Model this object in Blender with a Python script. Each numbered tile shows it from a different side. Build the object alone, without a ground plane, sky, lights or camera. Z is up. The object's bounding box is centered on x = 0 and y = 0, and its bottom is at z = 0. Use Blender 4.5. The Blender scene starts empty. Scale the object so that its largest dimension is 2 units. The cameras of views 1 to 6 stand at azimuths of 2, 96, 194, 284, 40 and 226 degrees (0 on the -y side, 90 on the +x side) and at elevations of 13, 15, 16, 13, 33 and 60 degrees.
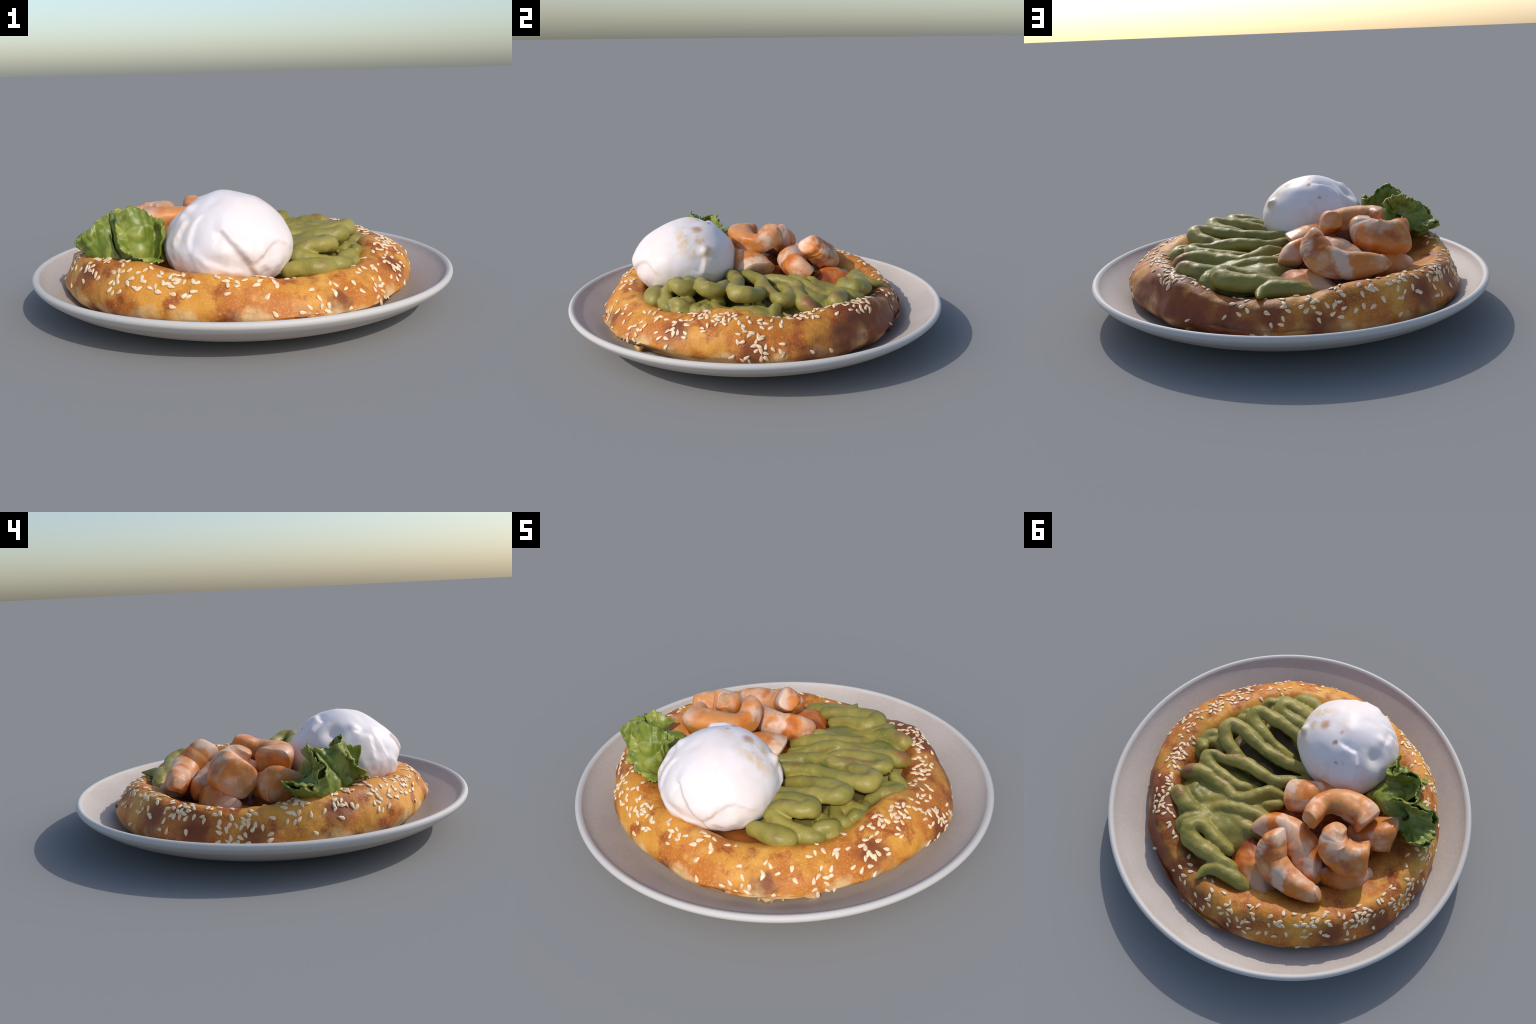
# A savoury brunch dish: sesame bread bowl on a stoneware plate, filled with a
# poached egg, piped avocado cream, shrimp and a lettuce leaf.
import bpy, bmesh, math, random
import numpy as np
from mathutils import Vector, Matrix, noise

random.seed(7)
TAU = 2 * math.pi

# ------------------------------------------------------------------ helpers
def nz(p, s=1.0, o=0.0):
    return noise.noise(Vector((p[0] * s + o, p[1] * s + o * 1.7, p[2] * s - o)))

def sstep(a, b, x):
    t = min(1.0, max(0.0, (x - a) / (b - a)))
    return t * t * (3 - 2 * t)

def link(ob, parent=None):
    bpy.context.scene.collection.objects.link(ob)
    if parent:
        ob.parent = parent
    return ob

def make(name, verts, faces, mat, parent=None, smooth=True, closed=True):
    me = bpy.data.meshes.new(name)
    me.from_pydata([tuple(v) for v in verts], [], faces)
    me.validate()
    bm = bmesh.new()
    bm.from_mesh(me)
    if closed:
        bmesh.ops.recalc_face_normals(bm, faces=bm.faces)
    bm.to_mesh(me)
    bm.free()
    me.update()
    if smooth:
        me.polygons.foreach_set("use_smooth", [True] * len(me.polygons))
    if mat:
        me.materials.append(mat)
    return link(bpy.data.objects.new(name, me), parent)

def grid_faces(rows, cols, wrap_col=False, wrap_row=False):
    f = []
    for i in range(rows if wrap_row else rows - 1):
        for j in range(cols if wrap_col else cols - 1):
            i2, j2 = (i + 1) % rows, (j + 1) % cols
            f.append((i * cols + j, i * cols + j2, i2 * cols + j2, i2 * cols + j))
    return f

def catmull(pts, n, closed=False):
    """n samples on a Catmull-Rom curve through pts (any dimension)."""
    P = np.array(pts, float)
    k = len(P)
    segs = k if closed else k - 1
    out = []
    for s in range(n):
        u = s / n * segs if closed else s / (n - 1) * segs
        i = min(int(u), segs - 1)
        t = u - i
        g = (lambda a: P[a % k]) if closed else (lambda a: P[min(max(a, 0), k - 1)])
        p0, p1, p2, p3 = g(i - 1), g(i), g(i + 1), g(i + 2)
        out.append(0.5 * (2 * p1 + (p2 - p0) * t + (2 * p0 - 5 * p1 + 4 * p2 - p3) * t * t
                          + (3 * p1 - p0 - 3 * p2 + p3) * t ** 3))
    return np.array(out)

def around(table, deg):
    """Periodic smooth lookup of values given at equal steps of azimuth."""
    k = len(table)
    u = (deg % 360) / 360 * k
    i = int(u)
    t = u - i
    p0, p1, p2, p3 = (table[(i + d) % k] for d in (-1, 0, 1, 2))
    return 0.5 * (2 * p1 + (p2 - p0) * t + (2 * p0 - 5 * p1 + 4 * p2 - p3) * t * t + (3 * p1 - p0 - 3 * p2 + p3) * t ** 3)

def tube(pts, ring=22, step=0.009, start="round", end="round", bump=None, flat=1.0, slant=None):
    """Sweep a round section along control points (x, y, z, radius)."""
    P = np.array(pts, float)
    length = np.linalg.norm(np.diff(P[:, :3], axis=0), axis=1).sum()
    C = catmull(P, max(12, int(length / step)))
    d = np.gradient(C[:, :3], axis=0)
    d /= np.linalg.norm(d, axis=1)[:, None]
    caps = {"round": [(-.95, .32), (-.80, .60), (-.55, .84), (-.28, .96)],
            "cut": [(-.16, .30), (-.155, .62), (-.14, .80), (-.09, .92), (-.02, .98)]}
    stations = []
    for off, k in caps[start]:
        stations.append((C[0, :3] + d[0] * C[0, 3] * off, d[0], C[0, 3] * k, 0.0))
    n = len(C)
    for i in range(n):
        stations.append((C[i, :3], d[i], max(C[i, 3], .003), i / (n - 1)))
    for off, k in reversed(caps[end]):
        stations.append((C[-1, :3] - d[-1] * C[-1, 3] * off, d[-1], C[-1, 3] * k, 1.0))
    verts = []
    up = Vector((0, 0, 1))
    t0 = Vector(stations[0][1])
    a = (up - t0 * up.dot(t0))
    a = a.normalized() if a.length > .1 else Vector((1, 0, 0))
    for p, t, r, u in stations:
        t = Vector(t)
        a = (a - t * a.dot(t)).normalized()
        b = t.cross(a)
        for j in range(ring):
            ang = TAU * j / ring
            v = a * math.cos(ang) * flat + b * math.sin(ang)
            rr = r * (bump(u, ang, p, v) if bump else 1.0)
            q = Vector(p) + v * rr
            if slant:      # knife cut at an angle: ends lean along the axis
                for amount, at, turn in slant:
                    w = sstep(.30, .0, abs(u - at))
                    q += t * (amount * r * w * math.cos(ang - turn))
            verts.append(q)
    m = len(stations)
    faces = grid_faces(m, ring, wrap_col=True)
    faces.append(tuple(range(ring)))
    faces.append(tuple(reversed(range((m - 1) * ring, m * ring))))
    return verts, [tuple(reversed(f)) for f in faces]

# ---------------------------------------------------------------- materials
class Mat:
    """Small builder round a node tree."""
    def __init__(self, name, rough=.5, spec=.5):
        self.m = bpy.data.materials.new(name)
        self.m.use_nodes = True
        self.t = self.m.node_tree
        self.b = self.t.nodes["Principled BSDF"]
        self.b.inputs["Roughness"].default_value = rough
        self.b.inputs["Specular IOR Level"].default_value = spec
        self.co = self.t.nodes.new("ShaderNodeTexCoord").outputs["Object"]

    def put(self, sock, v):
        if hasattr(v, "is_output"):
            self.t.links.new(v, sock)
        elif isinstance(v, (tuple, list)) and len(v) == 3 and sock.type == "RGBA":
            sock.default_value = (*v, 1)
        else:
            sock.default_value = v

    def noise(self, scale, detail=4, rough=.55, co=None, dist=0.0, off=None):
        n = self.t.nodes.new("ShaderNodeTexNoise")
        n.inputs["Scale"].default_value = scale
        n.inputs["Detail"].default_value = detail
        n.inputs["Roughness"].default_value = rough
        n.inputs["Distortion"].default_value = dist
        src = co or self.co
        if off is not None:
            mp = self.t.nodes.new("ShaderNodeMapping")
            mp.inputs["Location"].default_value = (off, off * 2, -off)
            self.put(mp.inputs["Vector"], src)
            src = mp.outputs["Vector"]
        self.put(n.inputs["Vector"], src)
        return n.outputs["Fac"]

    def voronoi(self, scale, feature="F1"):
        n = self.t.nodes.new("ShaderNodeTexVoronoi")
        n.feature = feature
        n.inputs["Scale"].default_value = scale
        self.put(n.inputs["Vector"], self.co)
        return n.outputs["Distance"]

    def ramp(self, fac, lo, hi, a=0.0, b=1.0):
        n = self.t.nodes.new("ShaderNodeMapRange")
        n.interpolation_type = "SMOOTHSTEP"
        for s, v in (("Value", fac), ("From Min", lo), ("From Max", hi), ("To Min", a), ("To Max", b)):
            self.put(n.inputs[s], v)
        return n.outputs["Result"]

    def math(self, op, a, b=0.0):
        n = self.t.nodes.new("ShaderNodeMath")
        n.operation = op
        self.put(n.inputs[0], a)
        self.put(n.inputs[1], b)
        return n.outputs[0]

    def mix(self, fac, a, b, blend="MIX"):
        n = self.t.nodes.new("ShaderNodeMix")
        n.data_type = "RGBA"
        n.blend_type = blend
        self.put(n.inputs[0], fac)
        self.put(n.inputs[6], a)
        self.put(n.inputs[7], b)
        return n.outputs[2]

    def axis(self):
        n = self.t.nodes.new("ShaderNodeSeparateXYZ")
        self.put(n.inputs[0], self.co)
        return n.outputs

    def spot(self, centre, r0, r1, wobble=0.0, wscale=12):
        """1 inside a ball round centre, fading out between r0 and r1."""
        n = self.t.nodes.new("ShaderNodeVectorMath")
        n.operation = "DISTANCE"
        self.put(n.inputs[0], self.co)
        n.inputs[1].default_value = centre
        d = n.outputs["Value"]
        if wobble:
            d = self.math("ADD", d, self.math("MULTIPLY", self.math("SUBTRACT", self.noise(wscale), .5), wobble))
        return self.ramp(d, r0, r1, 1.0, 0.0)

    def bump(self, height, strength=.3, dist=.01):
        n = self.t.nodes.new("ShaderNodeBump")
        n.inputs["Strength"].default_value = strength
        n.inputs["Distance"].default_value = dist
        self.put(n.inputs["Height"], height)
        self.put(self.b.inputs["Normal"], n.outputs["Normal"])

    def done(self, colour):
        self.put(self.b.inputs["Base Color"], colour)
        return self.m

def mat_plate():
    m = Mat("stoneware_glaze", .55, .35)
    c = m.mix(m.ramp(m.noise(3.0, 3), .35, .65), (.47, .405, .36), (.51, .44, .395))  # greys darkened and warmed, partway to the scan's baked-in shading
    c = m.mix(m.math("MULTIPLY", m.ramp(m.noise(60, 3), .45, .75), .5), c, (.56, .50, .465))
    x, y, z = m.axis()
    rad = m.math("SQRT", m.math("ADD", m.math("MULTIPLY", x, x), m.math("MULTIPLY", y, y)))
    c = m.mix(m.ramp(m.math("ADD", rad, m.math("MULTIPLY", m.noise(9, 2), .012)), .968, .980), c, (.57, .54, .51))
    m.bump(m.noise(55, 2), .10, .004)
    return m.done(c)

def mat_crust():
    m = Mat("baked_crust", .55, .35)
    x, y, z = m.axis()
    c = m.mix(m.ramp(m.noise(4.5, 5), .40, .60), (.66, .295, .042), (.50, .155, .020))
    c = m.mix(m.ramp(m.noise(9, 5, off=3.1), .50, .66), c, (.34, .082, .015))
    # brighter golden freckles, as on egg-washed dough
    c = m.mix(m.math("MULTIPLY", m.ramp(m.noise(110, 2), .52, .68), .38), c, (.82, .44, .11))
    # unbrowned dough shows low on the side and in pale streaks
    low = m.math("ADD", z, m.math("MULTIPLY", m.math("SUBTRACT", m.noise(8, 4, off=8.0), .5), .26))
    c = m.mix(m.math("MULTIPLY", m.ramp(low, .100, .165, 1, 0), .85), c, (.76, .53, .25))
    c = m.mix(m.math("MULTIPLY", m.ramp(m.noise(6, 3, off=14.0), .60, .74), .5), c, (.80, .47, .12))
    # oven-scorched blotches, strongest at the back right
    patch = m.noise(5.5, 4, off=5.5)
    back = m.spot((.38, .68, .15), .15, .75)
    c = m.mix(m.math("MULTIPLY", m.math("MULTIPLY", m.ramp(patch, .34, .52), back), .90), c, (.17, .038, .012))
    for p, r in (((-.80, .16, .17), .11), ((-.79, -.12, .15), .10), ((.73, .33, .10), .09), ((-.30, .75, .17), .10),
                 ((-.70, .40, .20), .10), ((.25, .75, .16), .16), ((-.62, -.50, .11), .06), ((-.02, -.81, .12), .05), ((-.48, -.62, .10), .05), ((.60, .52, .20), .13), ((.05, .80, .14), .12), ((.44, -.69, .20), .07), ((-.66, -.45, .24), .08), ((.70, -.30, .22), .08), ((.80, .10, .16), .08), ((-.10, .76, .20), .09)):
        c = m.mix(m.math("MULTIPLY", m.spot(p, r * .20, r * 1.35, .14, 15), .9), c, (.19, .043, .014))
    m.bump(m.math("ADD", m.noise(28, 4), m.math("MULTIPLY", m.noise(110, 2), .35)), .55, .006)
    return m.done(c)

def mat_seed():
    m = Mat("sesame_hull", .45, .4)
    info = m.t.nodes.new("ShaderNodeObjectInfo").outputs["Random"]
    c = m.mix(info, (.86, .66, .42), (.74, .50, .28))
    c = m.mix(m.ramp(m.noise(60, 2), .4, .7), c, (.88, .72, .52))
    return m.done(c)

def mat_egg():
    m = Mat("egg_white", .45, .4)
    c = m.mix(m.ramp(m.noise(5, 3), .4, .65), (.82, .755, .76), (.81, .71, .67))
    def at(d):
        return (-.048 + .287 * d[0], -.392 + .283 * d[1], .365 + .225 * d[2])
    # sauce smears and droplets on the skin
    for d, r, k in (((.37, .32, .87), .035, .7), ((-.03, .47, .88), .017, .8), ((-.28, .70, .66), .016, .9), ((.01, .26, .97), .014, .5),
                    ((-.58, .29, .76), .012, .6), ((-.71, .16, .69), .014, .6), ((-.40, .62, .67), .010, .5), ((.16, .75, .64), .010, .5)):
        c = m.mix(m.math("MULTIPLY", m.spot(at(d), r * .25, r * 1.2, .02, 60), k), c, (.42, .12, .022))
    for d, r, k in (((.55, .25, .80), .15, .55), ((.72, .50, .45), .14, .55), ((.75, .10, .60), .13, .45), ((-.2, .80, .3), .12, .35), ((-.75, .45, .25), .12, .30), ((.1, .2, .97), .10, .3)):
        c = m.mix(m.math("MULTIPLY", m.math("MULTIPLY", m.spot(at(d), r * .2, r, .10, 14), m.ramp(m.noise(14, 3), .4, .65)), k), c, (.66, .42, .14))
    m.b.inputs["Subsurface Weight"].default_value = .08
    m.b.inputs["Subsurface Radius"].default_value = (.03, .02, .015)
    m.b.inputs["Subsurface Scale"].default_value = .4
    return m.done(c)

BROWN_TIPS = (((.475, .33, .315), .075, .9), ((.385, .455, .335), .055, .6), ((.40, .12, .34), .045, .5), ((.335, .09, .345), .04, .4),
              ((.145, -.09, .35), .03, .5), ((.10, .28, .31), .02, .5), ((.27, .235, .32), .04, .4), ((.20, .005, .25), .06, .5))
def mat_avocado(name="avocado_cream", gravy=False):
    m = Mat(name, .46, .42)
    c = m.mix(m.ramp(m.noise(6, 4), .36, .66), (.30, .25, .047), (.20, .18, .032))
    c = m.mix(m.math("MULTIPLY", m.ramp(m.noise(3, 2, off=4.4), .5, .7), .5), c, (.38, .305, .075))
    c = m.mix(m.math("MULTIPLY", m.ramp(m.noise(7, 3, off=9.1), .60, .74), .7), c, (.11, .13, .025))
    c = m.mix(m.math("MULTIPLY", m.ramp(m.noise(13, 4, off=12.0), .56, .72), .45), c, (.27, .145, .05))
    c = m.mix(m.math("MULTIPLY", m.ramp(m.noise(120, 2), .60, .74), .45), c, (.46, .40, .16))
    for p, r, k in BROWN_TIPS:
        c = m.mix(m.math("MULTIPLY", m.spot(p, r * .3, r, .05, 22), k), c, (.24, .085, .03))
    if gravy:      # brown gravy stands in the gaps between the strands on the sunny half
        for p, r in (((.30, -.12, .25), .30), ((.12, .0, .24), .20), ((.52, .08, .23), .14)):
            c = m.mix(m.math("MULTIPLY", m.spot(p, r * .5, r, .12, 10), .8), c, (.075, .042, .020))
    m.bump(m.math("ADD", m.noise(22, 4), m.math("MULTIPLY", m.noise(70, 3), .4)), .40, .008)
    return m.done(c)

def mat_shrimp():
    m = Mat("sauced_shrimp", .42, .4)
    c = m.mix(m.ramp(m.noise(6, 3), .42, .60), (.70, .41, .26), (.68, .28, .085))
    c = m.mix(m.math("MULTIPLY", m.ramp(m.noise(6, 5, off=2.2), .45, .60), .88), c, (.66, .19, .016))
    c = m.mix(m.math("MULTIPLY", m.ramp(m.noise(7, 5, off=7.7), .52, .68), .85), c, (.40, .085, .012))
    c = m.mix(m.math("MULTIPLY", m.ramp(m.noise(7, 3, off=5.0), .52, .64), .80), c, (.74, .55, .42))
    c = m.mix(m.math("MULTIPLY", m.ramp(m.noise(8, 4, off=31.0), .56, .68), .6), c, (.46, .22, .045))
    m.b.inputs["Subsurface Weight"].default_value = .05
    m.b.inputs["Subsurface Scale"].default_value = .3
    m.b.inputs["Subsurface Radius"].default_value = (.05, .02, .01)
    m.bump(m.noise(34, 3), .25, .006)
    return m.done(c)

def mat_sauce():
    m = Mat("tomato_gravy", .25, .45)
    c = m.mix(m.ramp(m.noise(9, 4), .4, .65), (.085, .028, .012), (.20, .055, .014))
    c = m.mix(m.math("MULTIPLY", m.spot((.20, -.56, .21), .03, .16, .06, 14), .8), c, (.33, .105, .02))
    m.bump(m.noise(30, 4), .3, .008)
    return m.done(c)

def mat_red_sauce():
    m = Mat("shrimp_sauce", .32, .4)
    c = m.mix(m.ramp(m.noise(9, 4), .38, .62), (.17, .035, .012), (.46, .125, .028))
    m.bump(m.noise(30, 4), .3, .008)
    return m.done(c)

def mat_flake():
    m = Mat("seared_flake", .5, .35)
    c = m.mix(m.ramp(m.noise(9, 4), .4, .62), (.50, .12, .018), (.62, .24, .06))
    c = m.mix(m.spot((-.06, .345, .27), .02, .11, .08, 12), c, (.24, .035, .01))
    c = m.mix(m.spot((-.27, .48, .24), .02, .12, .08, 14), c, (.66, .36, .20))
    m.bump(m.noise(30, 4), .35, .008)
    return m.done(c)

def mat_lettuce():
    m = Mat("lettuce_blade", .38, .5)
    c = m.mix(m.ramp(m.noise(9, 4), .38, .62), (.19, .25, .028), (.34, .37, .06))
    c = m.mix(m.math("MULTIPLY", m.ramp(m.noise(8, 3, off=6.0), .48, .66), .75), c, (.42, .44, .10))
    c = m.mix(m.math("MULTIPLY", m.ramp(m.noise(12, 3, off=2.0), .54, .70), .7), c, (.045, .105, .014))
    vein = m.ramp(m.noise(5, 2, dist=.6, off=1.0), .48, .50, 0, 1)
    c = m.mix(m.math("MULTIPLY", m.math("MULTIPLY", vein, m.ramp(m.noise(5, 2, dist=.6, off=1.0), .50, .53, 1, 0)), .6), c, (.40, .42, .14))
    m.bump(m.noise(26, 4), .4, .008)
    tr = m.t.nodes.new("ShaderNodeBsdfTranslucent")
    m.put(tr.inputs["Color"], c)
    mx = m.t.nodes.new("ShaderNodeMixShader")
    mx.inputs[0].default_value = .22
    m.done(c)
    m.t.links.new(m.b.outputs[0], mx.inputs[1])
    m.t.links.new(tr.outputs[0], mx.inputs[2])
    m.t.links.new(mx.outputs[0], m.t.nodes["Material Output"].inputs[0])
    return m.m

def tag(ob, label, category):
    ob["label"] = label
    ob["category"] = category
    return ob

# -------------------------------------------------------------------- plate
def build_plate():
    prof = [(0, 0), (.30, 0), (.52, .0), (.60, .004), (.70, .020), (.80, .048), (.90, .090), (.965, .132),
            (.991, .156), (.9985, .169), (.996, .181), (.984, .188), (.970, .182), (.957, .168), (.938, .152), (.90, .128), (.84, .093), (.78, .065),
            (.70, .045), (.60, .037), (.40, .036), (0, .036)]
    P = catmull(prof, 130)
    P[:, 0] = np.clip(P[:, 0], 0, 1.0)
    P[:, 1] = np.clip(P[:, 1], 0, 1)
    n = 240
    verts = [(r * math.cos(TAU * j / n), r * math.sin(TAU * j / n), z) for r, z in P[1:-1] for j in range(n)]
    k = len(P) - 2
    faces = [tuple(reversed(f)) for f in grid_faces(k, n, wrap_col=True)]
    faces = [tuple(reversed(f)) for f in faces]
    faces.append(tuple(reversed(range(n))))
    faces.append(tuple(range((k - 1) * n, k * n)))
    ob = make("plate", verts, faces, mat_plate())
    tag(ob, "round shallow warm grey stoneware plate with rounded rim", "plate")

# -------------------------------------------------------------------- bread
BC = (-.018, -.007)
# values every 15 degrees of azimuth, starting at +x
CREST_Z = [.294, .274, .290, .290, .274, .245, .226, .246, .280, .288, .284, .280, .272, .286, .306, .312, .304, .294, .284, .268, .252, .250, .260, .290]
CREST_R = [.672, .675, .685, .688, .686, .682, .680, .675, .676, .684, .700, .722, .730, .715, .690, .676, .668, .672, .676, .672, .666, .664, .660, .662]
OUTER_R = [.840, .838, .828, .808, .795, .792, .801, .808, .806, .810, .821, .832, .835, .824, .814, .806, .799, .792, .796, .814, .828, .836, .812, .830]
INNER_R = [.570, .570, .570, .580, .585, .585, .575, .560, .545, .535, .530, .530, .525, .510, .470, .450, .470, .520, .555, .565, .570, .570, .570, .565]
TUCK = [.018, .008, .000, .000, .000, .004, .008, .008, .004, .000, .000, .000, .000, .004, .008, .012, .014, .016, .018, .018, .020, .036, .052, .036]
NT, NP = 480, 84

def bread_profile(deg):
    h, rc, ro, ri, tk = (around(t, deg) for t in (CREST_Z, CREST_R, OUTER_R, INNER_R, TUCK))
    pts = [(.20, .175), (ri - .10, .178), (ri - .02, .192), (ri + .02, .218), (rc - .060, h - .026), (rc, h), (rc + .055, h - .016),
           (ro - .036, h - .064), (ro - .008, h - .118), (ro - tk * .3, .134), (ro - .012 - tk * .7, .106), (ro - .040 - tk, .078), (ro - .085 - tk, .055), (ro - .15, .042), (.30, .040)]
    return catmull(pts, NP)

def bread_point_relief(p, deg, t):
    """Outward push: lumps in the dough, the folded seam, little creases."""
    d = .016 * nz(p, 3.6, 2) + .009 * nz(p, 8.0, 5) + .0035 * nz(p, 22.0, 8)
    return d

def build_bread():
    root = bpy.data.objects.new("bread_bowl", None)
    link(root)
    tag(root, "round golden sesame bread bowl with sauce and piped avocado cream", "filled bread")
    V = np.zeros((NT, NP, 3))
    for i in range(NT):
        deg = 360 * i / NT
        prof = bread_profile(deg)
        c, s = math.cos(math.radians(deg)), math.sin(math.radians(deg))
        tang = np.gradient(prof, axis=0)
        tang /= np.linalg.norm(tang, axis=1)[:, None]
        for j in range(NP):
            r, z = prof[j]
            nr, nzv = -tang[j, 1], tang[j, 0]
            p = (r * c, r * s, z)
            d = bread_point_relief(p, deg, j / NP)
            # folded seam of dough bulging inwards on the right-hand side
            fold = math.exp(-((deg + 180) % 360 - 180 + 3) ** 2 / 260.0)
            if z > .18 and r < .66:
                d += .022 * fold * sstep(.54, .59, r) * sstep(.68, .62, r)
            # dent beside the egg / drip at the back
            r2, z2 = r + nr * d, z + nzv * d
            V[i, j] = (BC[0] + r2 * c, BC[1] + r2 * s, max(z2, .038))
    verts = V.reshape(-1, 3)
    faces = grid_faces(NT, NP, wrap_row=True)
    faces = [tuple(reversed(f)) for f in faces]
    top = tuple(i * NP for i in range(NT))
    bot = tuple(i * NP + NP - 1 for i in range(NT))
    faces += [top, tuple(reversed(bot))]
    crust = make("crust", verts, [tuple(reversed(f)) for f in faces], mat_crust(), root)
    # ragged scraps of dough along the bottom edge
    rnd = random.Random(5)
    for deg in (-61, -57, -52, -41, 9, 66, 74, 101, 118):
        a = math.radians(deg + rnd.uniform(-1, 1))
        r0 = around(OUTER_R, deg) - .040 - around(TUCK, deg)
        z0 = .088 + rnd.uniform(-.012, .02)
        tx, ty = -math.sin(a), math.cos(a)
        pts = []
        for q in range(5):
            w = (q - 2) * rnd.uniform(.011, .018)
            r = r0 + rnd.uniform(.0, .014)
            pts.append((BC[0] + r * math.cos(a) + tx * w, BC[1] + r * math.sin(a) + ty * w, z0 + rnd.uniform(-.010, .010), rnd.uniform(.006, .013) * (1 if 0 < q < 4 else .5)))
        vs, fs = tube(pts, ring=12, step=.004, bump=lambda u, ang, p, v: 1 + .5 * noise.noise((Vector(p) + Vector(v) * .02) * 60))
        make("dough_scrap", vs, fs, crust.data.materials[0], root)
    return root, V, crust

def seed_mesh():
    verts, n, L, W, H = [], 12, .0180, .0080, .0036
    k = 12
    for i in range(1, k):
        u = i / k
        x = -L + 2 * L * u
        w = math.sin(math.pi * u ** .80) ** .75 * (1.0 - .35 * u)
        for j in range(n):
            a = TAU * j / n
            verts.append((x, W * 1.25 * w * math.cos(a), H * 1.2 * w * math.sin(a)))
    f = grid_faces(k - 1, n, wrap_col=True)
    f.append(tuple(reversed(range(n))))
    f.append(tuple(range((k - 2) * n, (k - 1) * n)))
    me = bpy.data.meshes.new("sesame_seed")
    me.from_pydata(verts, [], [tuple(reversed(q)) for q in f])
    me.polygons.foreach_set("use_smooth", [True] * len(me.polygons))
    me.update()
    me.materials.append(mat_seed())
    return me

# seed clusters: azimuth, place over the crust (0 inner foot .. 1 outer foot), spread of each, count
SEED_CLUSTERS = [
    (-6, .56, 6.0, 0.051, 36), (5, .62, 4.5, 0.043, 24), (9, .74, 3.0, 0.051, 18), (-16, .62, 4.5, 0.043, 18), (-22, .66, 3.8, 0.043, 10), (22, .50, 6.8, 0.051, 26), (36, .47, 6.8, 0.051, 24), (53, .54, 4.5, 0.043, 34),
    (62, .45, 6.0, 0.043, 10), (-38, .70, 3.0, 0.034, 14), (-34, .58, 4.5, 0.051, 10), (-62, .72, 3.8, 0.051, 12), (-54, .68, 3.8, 0.043, 9), (-76, .50, 6.0, 0.034, 12), (-90, .56, 3.8, 0.043, 16),
    (-107, .60, 3.0, 0.060, 32), (-120, .62, 3.8, 0.068, 14), (-129, .66, 2.2, 0.060, 14), (-142, .60, 4.5, 0.060, 16), (-152, .56, 5.2, 0.068, 16), (-164, .62, 5.2, 0.068, 18),
    (-178, .70, 4.5, 0.068, 34), (172, .58, 4.5, 0.051, 14), (163, .60, 3.0, 0.060, 22), (152, .60, 4.5, 0.068, 18), (143, .60, 3.0, 0.051, 18), (132, .62, 4.5, 0.068, 14),
    (120, .66, 4.5, 0.068, 14), (110, .58, 5.2, 0.060, 14), (98, .62, 4.5, 0.068, 8), (84, .52, 5.2, 0.051, 8), (5, .86, 5.2, 0.017, 6)]

def build_seeds(root, V):
    rnd = random.Random(11)
    me = seed_mesh()
    spots = [(a + rnd.gauss(0, sa), v + rnd.gauss(0, sv)) for a, v, sa, sv, n in SEED_CLUSTERS for _ in range(n)]
    spots += [(rnd.uniform(0, 360), rnd.uniform(.46, .84)) for _ in range(40)]
    # index range of the crust section between inner foot and outer foot
    ji, jc, jo = NP * 2.6 / 14, NP * 5.0 / 14, NP * 10.6 / 14
    placed, mats = [], []
    for a, v in spots:
        if not .06 < v < .90:
            continue
        i = int((a % 360) / 360 * NT) % NT
        j = int(ji + (jc - ji) * v / .5) if v < .5 else int(jc + (jo - jc) * (v - .5) / .5)
        p = Vector(V[i, j])
        if any((p - q).length < .0150 for q in placed):
            continue
        e1 = Vector(V[(i + 2) % NT, j] - V[(i - 2) % NT, j]).normalized()
        e2 = Vector(V[i, min(j + 1, NP - 1)] - V[i, j - 1]).normalized()
        n = e1.cross(e2).normalized()
        if n.dot(p - Vector((BC[0], BC[1], .13))) < 0 and n.z < 0:
            n = -n
        if n.z < -.6:
            n = -n
        rad = Vector((p.x - BC[0], p.y - BC[1], 0)).normalized()
        if n.dot(rad * (1 if v > .5 else -.2) + Vector((0, 0, .8))) < 0:
            n = -n
        ang = rnd.uniform(0, TAU)
        ax = (e1 * math.cos(ang) + n.cross(e1) * math.sin(ang)).normalized()
        ax = (ax + n * rnd.uniform(-.14, .14)).normalized()
        ay = n.cross(ax).normalized()
        az = ax.cross(ay)
        s = rnd.uniform(.86, 1.12)
        M = Matrix.Translation(p + n * rnd.uniform(.0005, .003)) @ Matrix((ax, ay, az)).transposed().to_4x4() @ Matrix.Diagonal((s, s * rnd.uniform(.9, 1.1), s, 1))
        placed.append(p)
        mats.append(M)
    order = list(range(len(mats)))
    rnd.shuffle(order)
    proto = None
    for k in order[:300]:
        if proto is None:
            ob = proto = bpy.data.objects.new("sesame_seed", me)
        else:
            ob = proto.copy()
        link(ob, root)
        ob.matrix_local = mats[k]
    base = [v.co.copy() for v in me.vertices]
    polys = [tuple(p.vertices) for p in me.polygons]
    vs, fs = [], []
    for k in order[300:]:
        o = len(vs)
        vs += [mats[k] @ v for v in base]
        fs += [tuple(o + q for q in p) for p in polys]
    if vs:
        rest = make("sesame_sprinkle", vs, fs, me.materials[0], root)
        rest["kind"] = "stuff"

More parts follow.
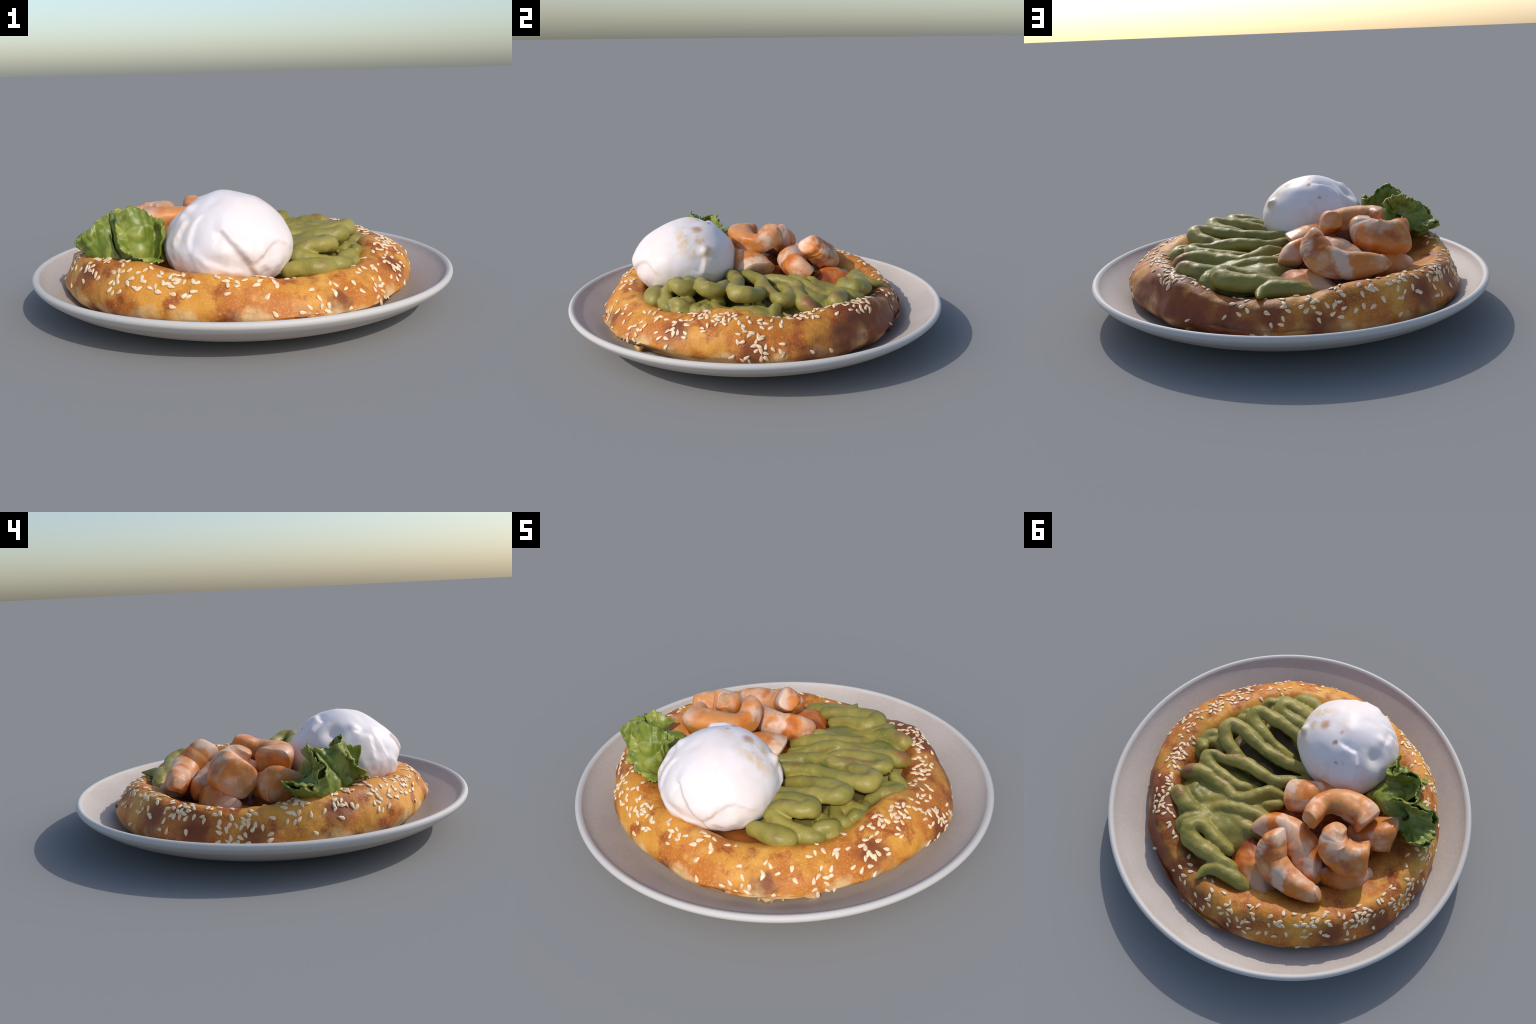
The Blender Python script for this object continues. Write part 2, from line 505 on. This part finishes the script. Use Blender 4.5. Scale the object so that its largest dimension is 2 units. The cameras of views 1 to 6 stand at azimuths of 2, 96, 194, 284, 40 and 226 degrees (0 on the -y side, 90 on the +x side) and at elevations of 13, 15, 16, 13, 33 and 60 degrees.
# ------------------------------------------------------------ soft fillings
def dome(name, centre, radii, top, bottom, mat, parent, rot=0, edge=3.0, rough=.01, seed=0, wob=.1, rings=34, seg=90, tilt=(0, 0)):
    """Low mound: flat-topped, falling off to its rim, with noise relief."""
    verts = []
    c, s = math.cos(rot), math.sin(rot)
    for i in range(rings + 1):
        u = i / rings
        for j in range(seg):
            a = TAU * j / seg
            k = 1 + wob * noise.noise(Vector((math.cos(a) * 1.7 + seed, math.sin(a) * 1.7, seed)))
            x, y = radii[0] * u * k * math.cos(a), radii[1] * u * k * math.sin(a)
            X, Y = centre[0] + c * x - s * y, centre[1] + s * x + c * y
            z = bottom + (top - bottom) * (1 - u ** edge) + tilt[0] * x + tilt[1] * y
            z += rough * (nz((X, Y, seed), 9) + .5 * nz((X, Y, seed), 22)) * (1 - u ** 4)
            verts.append((X, Y, z))
    faces = [tuple(reversed(f)) for f in grid_faces(rings + 1, seg, wrap_col=True)]
    verts += [(v[0], v[1], bottom - .03) for v in verts[-seg:]]
    o = (rings + 1) * seg
    for j in range(seg):
        faces.append((o - seg + j, o + j, o + (j + 1) % seg, o - seg + (j + 1) % seg))
    faces.append(tuple(range(o, o + seg)))
    if name is None:
        verts = [verts[0]] + verts[seg:]      # one shared point at the top
        faces = [tuple(dict.fromkeys(max(0, i - seg + 1) for i in f)) for f in faces]
        return verts, [f for f in faces if len(f) > 2]
    return make(name, verts, [tuple(reversed(f)) for f in faces], mat, parent)

# Centre lines of the piped cream (x, y, z, radius), read from the views.
STRANDS = [
    [(0.006, -0.151, 0.300, 0.036), (0.132, -0.091, 0.315, 0.037), (0.235, -0.060, 0.325, 0.037), (0.336, -0.052, 0.335, 0.037), (0.436, -0.046, 0.345, 0.039), (0.501, -0.028, 0.350, 0.042), (0.501, 0.023, 0.345, 0.042), (0.440, 0.057, 0.325, 0.041), (0.354, 0.071, 0.300, 0.038), (0.282, 0.051, 0.270, 0.032), (0.185, 0.007, 0.235, 0.028)],
    [(0.165, -0.248, 0.300, 0.034), (0.226, -0.260, 0.315, 0.036), (0.295, -0.246, 0.335, 0.037), (0.365, -0.223, 0.350, 0.038), (0.430, -0.210, 0.360, 0.039), (0.467, -0.171, 0.360, 0.043), (0.442, -0.134, 0.350, 0.042), (0.368, -0.122, 0.335, 0.039), (0.281, -0.123, 0.315, 0.037), (0.204, -0.128, 0.300, 0.035), (0.148, -0.143, 0.285, 0.030)],
    [(0.263, -0.375, 0.320, 0.034), (0.320, -0.360, 0.335, 0.036), (0.371, -0.355, 0.340, 0.038), (0.402, -0.321, 0.340, 0.045), (0.376, -0.291, 0.330, 0.046), (0.311, -0.298, 0.325, 0.045), (0.250, -0.314, 0.315, 0.042), (0.187, -0.328, 0.300, 0.036)],
    [(0.466, -0.339, 0.280, 0.036), (0.497, -0.304, 0.275, 0.036), (0.488, -0.274, 0.260, 0.034)],
    [(0.224, -0.485, 0.255, 0.040), (0.291, -0.488, 0.265, 0.048), (0.352, -0.480, 0.265, 0.050), (0.385, -0.465, 0.260, 0.047)],
    [(0.256, -0.406, 0.300, 0.038), (0.305, -0.411, 0.285, 0.036), (0.383, -0.404, 0.265, 0.040), (0.435, -0.386, 0.255, 0.044), (0.470, -0.366, 0.250, 0.040)],
    [(-0.028, -0.118, 0.285, 0.034), (0.019, -0.050, 0.300, 0.036), (0.093, 0.022, 0.305, 0.037), (0.171, 0.051, 0.315, 0.038), (0.243, 0.064, 0.320, 0.039), (0.314, 0.096, 0.320, 0.037), (0.380, 0.137, 0.315, 0.030), (0.437, 0.161, 0.315, 0.034), (0.459, 0.196, 0.315, 0.041), (0.420, 0.220, 0.310, 0.041), (0.351, 0.213, 0.300, 0.039), (0.268, 0.202, 0.290, 0.038), (0.202, 0.173, 0.280, 0.036), (0.150, 0.121, 0.260, 0.030)],
    [(0.490, 0.353, 0.250, 0.028), (0.464, 0.318, 0.280, 0.046), (0.410, 0.275, 0.290, 0.046), (0.329, 0.257, 0.285, 0.040), (0.250, 0.249, 0.280, 0.038), (0.181, 0.249, 0.280, 0.038), (0.129, 0.210, 0.285, 0.038), (0.099, 0.145, 0.290, 0.038), (0.073, 0.087, 0.285, 0.037), (0.021, 0.052, 0.270, 0.033), (-0.014, 0.043, 0.250, 0.028)],
    [(0.088, 0.207, 0.240, 0.026), (0.045, 0.154, 0.255, 0.033), (-0.008, 0.100, 0.260, 0.034)],
    [(0.399, 0.449, 0.285, 0.050), (0.348, 0.463, 0.285, 0.050), (0.291, 0.462, 0.275, 0.046), (0.242, 0.442, 0.260, 0.040), (0.175, 0.402, 0.245, 0.034)],
    [(0.309, 0.386, 0.255, 0.040), (0.366, 0.376, 0.260, 0.036), (0.381, 0.333, 0.255, 0.034)],
    [(0.214, 0.398, 0.250, 0.034), (0.181, 0.325, 0.265, 0.040), (0.119, 0.280, 0.270, 0.042), (0.049, 0.242, 0.270, 0.042), (-0.015, 0.210, 0.260, 0.040), (-0.060, 0.190, 0.240, 0.036)],
    [(0.128, 0.375, 0.235, 0.040), (0.058, 0.335, 0.250, 0.042), (-0.017, 0.303, 0.250, 0.042), (-0.068, 0.274, 0.235, 0.036)],
    [(0.239, 0.569, 0.240, 0.036), (0.260, 0.558, 0.260, 0.034), (0.262, 0.516, 0.275, 0.034), (0.235, 0.476, 0.275, 0.034), (0.188, 0.444, 0.260, 0.034), (0.131, 0.431, 0.240, 0.030)],
    [(-0.026, 0.470, 0.250, 0.032), (0.043, 0.481, 0.270, 0.035), (0.115, 0.480, 0.285, 0.036), (0.172, 0.488, 0.295, 0.040), (0.198, 0.534, 0.295, 0.048), (0.167, 0.571, 0.285, 0.052), (0.098, 0.573, 0.275, 0.050), (0.027, 0.558, 0.270, 0.046), (-0.043, 0.542, 0.265, 0.042), (-0.109, 0.523, 0.255, 0.036)],
    [(-0.028, 0.701, 0.258, 0.006), (-0.023, 0.660, 0.255, 0.022), (-0.028, 0.616, 0.255, 0.034), (-0.068, 0.579, 0.255, 0.042), (-0.131, 0.553, 0.250, 0.045), (-0.191, 0.540, 0.240, 0.042), (-0.239, 0.530, 0.225, 0.028)],
    [(0.534, 0.184, 0.230, 0.036), (0.568, 0.164, 0.240, 0.036), (0.569, 0.132, 0.255, 0.036), (0.566, 0.073, 0.265, 0.040), (0.533, 0.051, 0.265, 0.038), (0.493, 0.076, 0.260, 0.036), (0.452, 0.088, 0.250, 0.034)],
    [(0.592, -0.081, 0.230, 0.030), (0.568, -0.118, 0.240, 0.034), (0.546, -0.147, 0.255, 0.036), (0.534, -0.173, 0.270, 0.036)],
    [(0.429, -0.165, 0.270, 0.034), (0.460, -0.211, 0.260, 0.036), (0.499, -0.228, 0.250, 0.038), (0.519, -0.192, 0.240, 0.036)],
    [(0.452, -0.126, 0.280, 0.036), (0.493, -0.138, 0.270, 0.040), (0.524, -0.118, 0.260, 0.038), (0.514, -0.060, 0.250, 0.034)],
    [(0.430, -0.278, 0.270, 0.034), (0.467, -0.308, 0.260, 0.040), (0.502, -0.312, 0.250, 0.042), (0.509, -0.273, 0.240, 0.034)],
    [(0.511, -0.030, 0.260, 0.034), (0.519, 0.027, 0.265, 0.034), (0.526, 0.088, 0.265, 0.034), (0.554, 0.116, 0.255, 0.034), (0.574, 0.111, 0.240, 0.030)],
    [(0.528, 0.165, 0.290, 0.030), (0.552, 0.155, 0.270, 0.036), (0.579, 0.148, 0.250, 0.036)],
]

def merged(parts, voxel, smooth):
    """Fuse overlapping closed pieces into one soft skin; returns vertices and faces."""
    vs, fs = [], []
    for v, f in parts:
        o = len(vs)
        vs += [tuple(p) for p in v]
        fs += [tuple(o + i for i in q) for q in f]
    tmp = make("fuse_helper", vs, fs, None)
    mod = tmp.modifiers.new("fuse", "REMESH")
    mod.mode, mod.voxel_size, mod.adaptivity = "VOXEL", voxel, 0.0
    deps = bpy.context.evaluated_depsgraph_get()
    me = tmp.evaluated_get(deps).to_mesh()
    n = len(me.vertices)
    co = np.empty(n * 3)
    me.vertices.foreach_get("co", co)
    co = co.reshape(-1, 3)
    e = np.empty(len(me.edges) * 2, np.int64)
    me.edges.foreach_get("vertices", e)
    e = e.reshape(-1, 2)
    faces = [tuple(p.vertices) for p in me.polygons]
    deg = np.bincount(e.ravel(), minlength=n)[:, None]
    for _ in range(smooth):
        acc = np.zeros_like(co)
        for k in range(3):
            acc[:, k] = np.bincount(e[:, 0], co[e[:, 1], k], n) + np.bincount(e[:, 1], co[e[:, 0], k], n)
        co = co * .5 + .5 * acc / deg
    old = tmp.data
    bpy.data.objects.remove(tmp)
    bpy.data.meshes.remove(old)
    return co, faces

def split_by_region(co, faces, owner, names, mats, parents):
    """One smooth skin cut into objects whose borders coincide and share the whole skin's normals."""
    whole = bpy.data.meshes.new("skin_helper")
    whole.from_pydata(co.tolist(), [], faces)
    whole.update()
    nor = np.empty(len(co) * 3)
    whole.vertex_normals.foreach_get("vector", nor)
    nor = nor.reshape(-1, 3)
    bpy.data.meshes.remove(whole)
    made = {}
    for key in sorted(set(owner)):
        mine = [f for f, o in zip(faces, owner) if o == key]
        used = sorted({i for f in mine for i in f})
        idx = {v: k for k, v in enumerate(used)}
        me = bpy.data.meshes.new(names(key))
        me.from_pydata(co[used].tolist(), [], [tuple(idx[i] for i in f) for f in mine])
        me.polygons.foreach_set("use_smooth", [True] * len(me.polygons))
        me.materials.append(mats(key))
        me.update()
        me.normals_split_custom_set_from_vertices(nor[used].tolist())
        made[key] = link(bpy.data.objects.new(names(key), me), parents(key, made))
    return made

def build_fillings(root):
    dome("sauce_pool", (-.02, -.01), (.60, .60), .208, .195, mat_sauce(), root, edge=6, rough=.010, wob=.02, rings=60, seg=140)
    dome("shrimp_sauce", (-.30, .03), (.31, .28), .285, .20, mat_red_sauce(), root, rot=.6, edge=2.2, rough=.016, seed=21, wob=.15)
    parts = [dome(None, (.20, .32), (.33, .27), .280, .19, None, None, rot=.5, edge=5, rough=.014, seed=3, wob=.14, rings=40, seg=110),
             dome(None, (.28, -.10), (.29, .36), .254, .18, None, None, rot=-.1, edge=4, rough=.012, seed=9, wob=.15)]
    lines = []
    for k, pts in enumerate(STRANDS):
        def bump(u, ang, p, v, k=k):
            q = Vector(p) + Vector(v) * .04
            return .96 + .17 * noise.noise(q * 13 + Vector((k, 0, 0))) + .10 * noise.noise(q * 30)
        low = .012 if k in (1, 6) else .004
        pts = [(x, y, z - low, r) for x, y, z, r in pts]
        parts.append(tube(pts, ring=22, step=.010, bump=bump))
        lines.append(catmull(pts, 24))
    green, gap = mat_avocado(), mat_avocado("avocado_cream_gaps", True)
    co, faces = merged(parts, .0056, 2)
    # each face belongs to the strand it lies on, or to the bed between them
    mid = np.array([co[list(f)].mean(0) for f in faces])
    best, owner = np.full(len(mid), 1.55), np.full(len(mid), -1)
    for k, L in enumerate(lines):
        for p in L:
            d = np.linalg.norm(mid - p[:3], axis=1) / p[3]
            hit = d < best
            best[hit], owner[hit] = d[hit], k
    split_by_region(co, faces, owner.tolist(), lambda k: "avocado_cream" if k < 0 else "piped_strand",
                    lambda k: gap if k < 0 else green,
                    lambda k, made: root if k < 0 else made[-1])
    dome("seared_flake", (-.19, .43), (.18, .11), .282, .21, mat_flake(), root, rot=math.radians(150), edge=3, rough=.016, seed=5, wob=.25, tilt=(-.12, 0))

# --------------------------------------------------------------------- egg
EGG_C, EGG_R = Vector((-.048, -.390, .365)), (.278, .273, .225)
FLAPS = [  # edge of a fold of skin as directions from the centre, height, sharp-side sign
    ([(-.16, -.91, .39), (-.02, -.92, .38), (.11, -.96, .26), (.29, -.95, .06), (.45, -.87, -.22), (.55, -.72, -.43)], .020, 1),
    ([(.32, -.94, -.12), (.48, -.88, -.07), (.64, -.76, .11), (.78, -.60, .17), (.98, -.16, -.14)], .010, 1),
    ([(-.08, .47, .88), (-.29, .46, .84), (-.53, .36, .77), (-.66, .48, .59), (-.69, .60, .40), (-.72, .70, .05)], .016, -1),
    ([(-.36, -.68, .64), (-.50, -.73, .48), (-.55, -.81, .21), (-.50, -.87, -.02)], .009, -1),
    ([(-.77, -.31, .56), (-.65, -.61, .45), (-.77, -.64, .03)], .012, -1),
    ([(.80, .54, .28), (.85, .52, .07), (.87, .48, -.08)], .010, 1),
    ([(-.45, -.85, .05), (-.20, -.95, -.15), (.10, -.95, -.25), (.30, -.88, -.32)], .009, -1),
    ([(.62, -.72, .30), (.52, -.82, .10), (.58, -.78, -.15), (.70, -.62, -.35)], .009, 1),
    ([(-.92, -.35, .15), (-.85, -.50, -.10), (-.75, -.60, -.30)], .008, 1),
    ([(-.90, .10, .35), (-.95, .20, .05), (-.90, .25, -.25)], .006, -1),
]

def flap_height(d, line, h, sign):
    """Step across a polyline on the unit sphere: raised on one side, easing off away from it."""
    best, side, end = 9.0, 0.0, 1.0
    for k in range(len(line) - 1):
        a, b = Vector(line[k]).normalized(), Vector(line[k + 1]).normalized()
        ab = b - a
        t = max(0.0, min(1.0, (d - a).dot(ab) / ab.length_squared))
        q = a + ab * t
        dist = (d - q).length
        if dist < best:
            best = dist
            side = a.cross(b).normalized().dot(d)
            u = (k + t) / (len(line) - 1)
            end = min(1.0, u * 5) * min(1.0, (1 - u) * 6) if 0 < u < 1 else 0.0
    s = side * sign
    w = best + .02 * noise.noise(d * 9)
    if s >= 0:
        return h * .55 * end * math.exp(-(w / .22) ** 2)
    return -h * .65 * end * math.exp(-(w / .20) ** 2) + h * 1.05 * end * math.exp(-(w / .05) ** 2)

def egg_radius(d):
    rx, ry, _ = EGG_R
    hz = math.hypot(d.x / rx, d.y / ry)
    up = d.z >= 0
    vz = abs(d.z) / (.225 if up else .19)
    p = 1.78 if up else 2.3
    return (hz ** p + vz ** p) ** (-1 / p)

def build_egg():
    rows, cols = 150, 280
    verts = []
    for i in range(rows):
        th = math.pi * (i + .5) / rows
        for j in range(cols):
            ph = TAU * j / cols
            d = Vector((math.sin(th) * math.cos(ph), math.sin(th) * math.sin(ph), math.cos(th)))
            r = egg_radius(d)
            e = .007 * noise.noise(d * 2.0 + Vector((3, 1, 0))) + .0015 * noise.noise(d * 5.0)
            # wrinkled, torn skin low on the sunny side
            low = sstep(.35, -.3, d.z) * sstep(.25, -.6, d.y)
            e += low * (.008 * noise.noise(Vector((d.x * 5, d.y * 5, d.z * 3))) + .0015 * noise.noise(d * 11))
            for line, h, s in FLAPS:
                e += flap_height(d, line, h, s)
            # seam nubs and the hollow beside the lettuce
            for q, h, w in (((.40, -.90, .10), .012, .16), ((.76, .53, .38), .020, .09), ((.0, -1, .12), .012, .20), ((-.80, .05, .55), -.030, .18), ((-.66, -.36, .68), .012, .12), ((.88, -.40, -.18), .016, .45), ((-.65, .70, -.05), .018, .35), ((.25, .95, .15), -.014, .40)):
                e += h * math.exp(-((d - Vector(q).normalized()).length / w) ** 2)
            p = EGG_C + d * (r + e)
            p.y += .02 * max(0.0, d.z)
            verts.append(p)
    faces = grid_faces(rows, cols, wrap_col=True)
    faces.append(tuple(reversed(range(cols))))
    faces.append(tuple(range((rows - 1) * cols, rows * cols)))
    ob = make("poached_egg", verts, [tuple(reversed(f)) for f in faces], mat_egg())
    tag(ob, "glossy white poached egg with folded skin and sauce specks", "egg")

# ------------------------------------------------------------------ shrimp
SHRIMP = [
    ([(-.166, .278, .420, .050), (-.188, .300, .405, .058), (-.210, .330, .375, .066), (-.242, .362, .338, .071), (-.306, .372, .312, .069), (-.384, .364, .305, .064), (-.458, .346, .308, .055), (-.505, .328, .315, .045), (-.530, .314, .322, .034)], "cut", "cut"),
    ([(-.070, .278, .280, .050), (-.085, .236, .308, .060), (-.140, .195, .318, .068), (-.226, .182, .316, .073), (-.300, .195, .302, .077), (-.362, .228, .285, .068), (-.415, .258, .268, .052)], "cut", "round"),
    ([(-.050, .004, .285, .085), (-.104, -.040, .308, .085), (-.142, -.098, .322, .074), (-.180, -.135, .325, .058)], "cut", "round"),
    ([(-.250, .112, .457, .044), (-.231, .062, .439, .052), (-.214, .004, .415, .052), (-.232, -.055, .407, .054), (-.285, -.102, .408, .064), (-.350, -.122, .406, .073), (-.408, -.124, .402, .076), (-.446, -.110, .400, .075)], "cut", "cut"),
    ([(-.384, .034, .455, .038), (-.390, .070, .425, .064), (-.424, .098, .385, .084), (-.488, .088, .360, .086), (-.540, .050, .354, .084), (-.568, .012, .350, .082)], "cut", "cut"),
    ([(-.460, -.076, .300, .070), (-.501, -.129, .308, .080), (-.536, -.178, .312, .083), (-.556, -.202, .312, .082)], "round", "cut"),
    ([(-.469, .190, .238, .050), (-.524, .151, .242, .062), (-.571, .082, .238, .055), (-.593, .037, .228, .040)], "round", "round"),
]

def build_shrimp():
    mat = mat_shrimp()
    for k, (pts, a, b) in enumerate(SHRIMP):
        P = np.array(pts)
        length = np.linalg.norm(np.diff(P[:, :3], axis=0), axis=1).sum()
        def bump(u, ang, p, v, k=k, length=length):
            q = Vector(p) + Vector(v) * .06
            seg = abs(math.sin(math.pi * u * length / .085 + k))
            groove = -.10 * math.exp(-((ang - 2.6) / .22) ** 2)
            facet = .06 * math.cos(4 * ang + k) + .05 * math.cos(3 * ang + 2 * k + 3 * u)
            return 1.03 + .05 * seg ** .5 + groove + facet + .14 * noise.noise(q * 9 + Vector((k * 3, 0, 0))) + .05 * noise.noise(q * 26)
        vs, fs = tube(pts, ring=36, step=.006, start=a, end=b, bump=bump,
                      slant=[(.45, 0.0, 1.0 + k * 1.3), (.40, 1.0, 2.0 + k * 1.9)])
        ob = make("shrimp", vs, fs, mat)
        tag(ob, "curled pink shrimp glazed in orange tomato sauce", "shrimp")

# ----------------------------------------------------------------- lettuce
LOBES = [  # each sheet of the crumpled leaf: columns of (foot, middle, edge) points
    # outer face of the tall lobe beside the egg
    [((-.345, -.475, .275), (-.325, -.495, .37), (-.307, -.512, .460)),
     ((-.355, -.455, .275), (-.33, -.45, .38), (-.320, -.440, .478)),
     ((-.370, -.445, .275), (-.36, -.425, .40), (-.343, -.369, .481)),
     ((-.390, -.470, .28), (-.40, -.465, .42), (-.445, -.423, .538)),
     ((-.430, -.485, .285), (-.46, -.475, .42), (-.503, -.434, .521)),
     ((-.470, -.470, .29), (-.515, -.445, .40), (-.535, -.38, .498)),
     ((-.500, -.440, .29), (-.54, -.40, .39), (-.548, -.31, .504)),
     ((-.49, -.38, .32), (-.50, -.33, .40), (-.47, -.27, .482))],
    # shallow inner bowl leaning over the shrimp
    [((-.50, -.325, .395), (-.47, -.295, .425), (-.435, -.262, .475)),
     ((-.51, -.325, .395), (-.52, -.32, .45), (-.538, -.287, .509)),
     ((-.53, -.325, .39), (-.57, -.335, .42), (-.611, -.344, .473)),
     ((-.55, -.320, .38), (-.60, -.345, .395), (-.657, -.376, .434)),
     ((-.57, -.305, .37), (-.64, -.32, .36), (-.730, -.338, .356)),
     ((-.57, -.290, .37), (-.64, -.265, .36), (-.730, -.235, .380)),
     ((-.56, -.275, .36), (-.61, -.25, .335), (-.655, -.205, .350)),
     ((-.54, -.285, .36), (-.565, -.25, .34), (-.59, -.225, .330)),
     ((-.52, -.285, .37), (-.50, -.24, .35), (-.49, -.21, .345)),
     ((-.50, -.30, .38), (-.46, -.27, .38), (-.43, -.25, .40))],
    # outer face of the low lobe resting on the crust
    [((-.50, -.44, .30), (-.55, -.41, .39), (-.560, -.33, .490)),
     ((-.53, -.44, .30), (-.58, -.41, .37), (-.613, -.350, .470)),
     ((-.57, -.43, .30), (-.62, -.41, .35), (-.660, -.381, .432)),
     ((-.61, -.40, .295), (-.66, -.38, .32), (-.733, -.342, .356)),
     ((-.62, -.34, .29), (-.67, -.30, .31), (-.733, -.240, .378)),
     ((-.60, -.28, .28), (-.63, -.24, .31), (-.672, -.190, .362))],
    # frilled edge falling on the crust
    [((-.47, -.45, .43), (-.50, -.475, .46), (-.515, -.475, .49)),
     ((-.45, -.47, .37), (-.49, -.500, .41), (-.515, -.510, .41)),
     ((-.43, -.48, .34), (-.46, -.520, .37), (-.475, -.540, .35)),
     ((-.40, -.48, .32), (-.415, -.525, .34), (-.42, -.552, .325)),
     ((-.36, -.49, .31), (-.365, -.530, .325), (-.37, -.555, .31)),
     ((-.32, -.49, .30), (-.315, -.515, .31), (-.312, -.540, .300))],
    # inner face of the tall lobe, turned to the shrimp
    [((-.33, -.33, .31), (-.328, -.395, .385), (-.320, -.436, .474)),
     ((-.37, -.32, .33), (-.37, -.375, .395), (-.360, -.390, .480)),
     ((-.42, -.31, .35), (-.43, -.390, .42), (-.447, -.424, .530)),
     ((-.47, -.32, .37), (-.48, -.395, .425), (-.503, -.432, .514)),
     ((-.51, -.32, .38), (-.52, -.365, .43), (-.538, -.368, .493))],
    # flat part tucked between egg and shrimp
    [((-.29, -.24, .300), (-.30, -.33, .320), (-.32, -.44, .290)),
     ((-.35, -.25, .345), (-.37, -.34, .385), (-.38, -.44, .330)),
     ((-.43, -.24, .365), (-.45, -.33, .420), (-.46, -.43, .360)),
     ((-.54, -.24, .310), (-.55, -.33, .350), (-.55, -.42, .310))],
]

def build_lettuce():
    root = bpy.data.objects.new("lettuce_leaf", None)
    link(root)
    tag(root, "small frilly curled green lettuce leaf", "lettuce")
    mat = mat_lettuce()
    for k, cols in enumerate(LOBES):
        n, m = 120, 34
        B, M, R = (catmull([c[i] for c in cols], n) for i in range(3))
        G = np.zeros((n, m, 3))
        for i in range(n):
            for j in range(m):
                t = j / (m - 1)
                # quadratic through base, middle, rim
                p = B[i] * (2 * t * t - 3 * t + 1) + M[i] * (4 * t - 4 * t * t) + R[i] * (2 * t * t - t)
                if j == m - 1:
                    pass
                G[i, j] = p
        du = np.gradient(G, axis=0)
        dv = np.gradient(G, axis=1)
        N = np.cross(du, dv)
        N /= np.linalg.norm(N, axis=2)[:, :, None] + 1e-9
        dv /= np.linalg.norm(dv, axis=2)[:, :, None] + 1e-9
        out = G.copy()
        arc = np.concatenate([[0], np.cumsum(np.linalg.norm(np.diff(R, axis=0), axis=1))])
        for i in range(n):
            for j in range(m):
                t = j / (m - 1)
                w = sstep(.25, 1, t)
                s = arc[i]
                ruffle = .016 * math.sin(s * 44 + 2.2 * math.sin(s * 17 + k)) + .005 * math.sin(s * 130 + k)
                q = Vector(G[i, j])
                d = w * ruffle * (.45, .7, .5, 1.0, .3, .3)[k] + .018 * noise.noise(q * 13 + Vector((k * 5, 0, 0))) + .008 * noise.noise(q * 30)
                tooth = .016 * noise.noise(Vector((s * 38, k * 7, 0))) + .012 * noise.noise(Vector((s * 110, k * 7, 3)))
                out[i, j] = G[i, j] + N[i, j] * d + dv[i, j] * (tooth - .010) * sstep(.6, 1, t)
        ob = make("leaf_lobe", out.reshape(-1, 3), grid_faces(n, m), mat, root, closed=False)
        sol = ob.modifiers.new("thickness", "SOLIDIFY")
        sol.thickness = .007
        sol.offset = 0

build_plate()
bread_root, crust_grid, _ = build_bread()
build_seeds(bread_root, crust_grid)
build_fillings(bread_root)
build_egg()
build_shrimp()
build_lettuce()
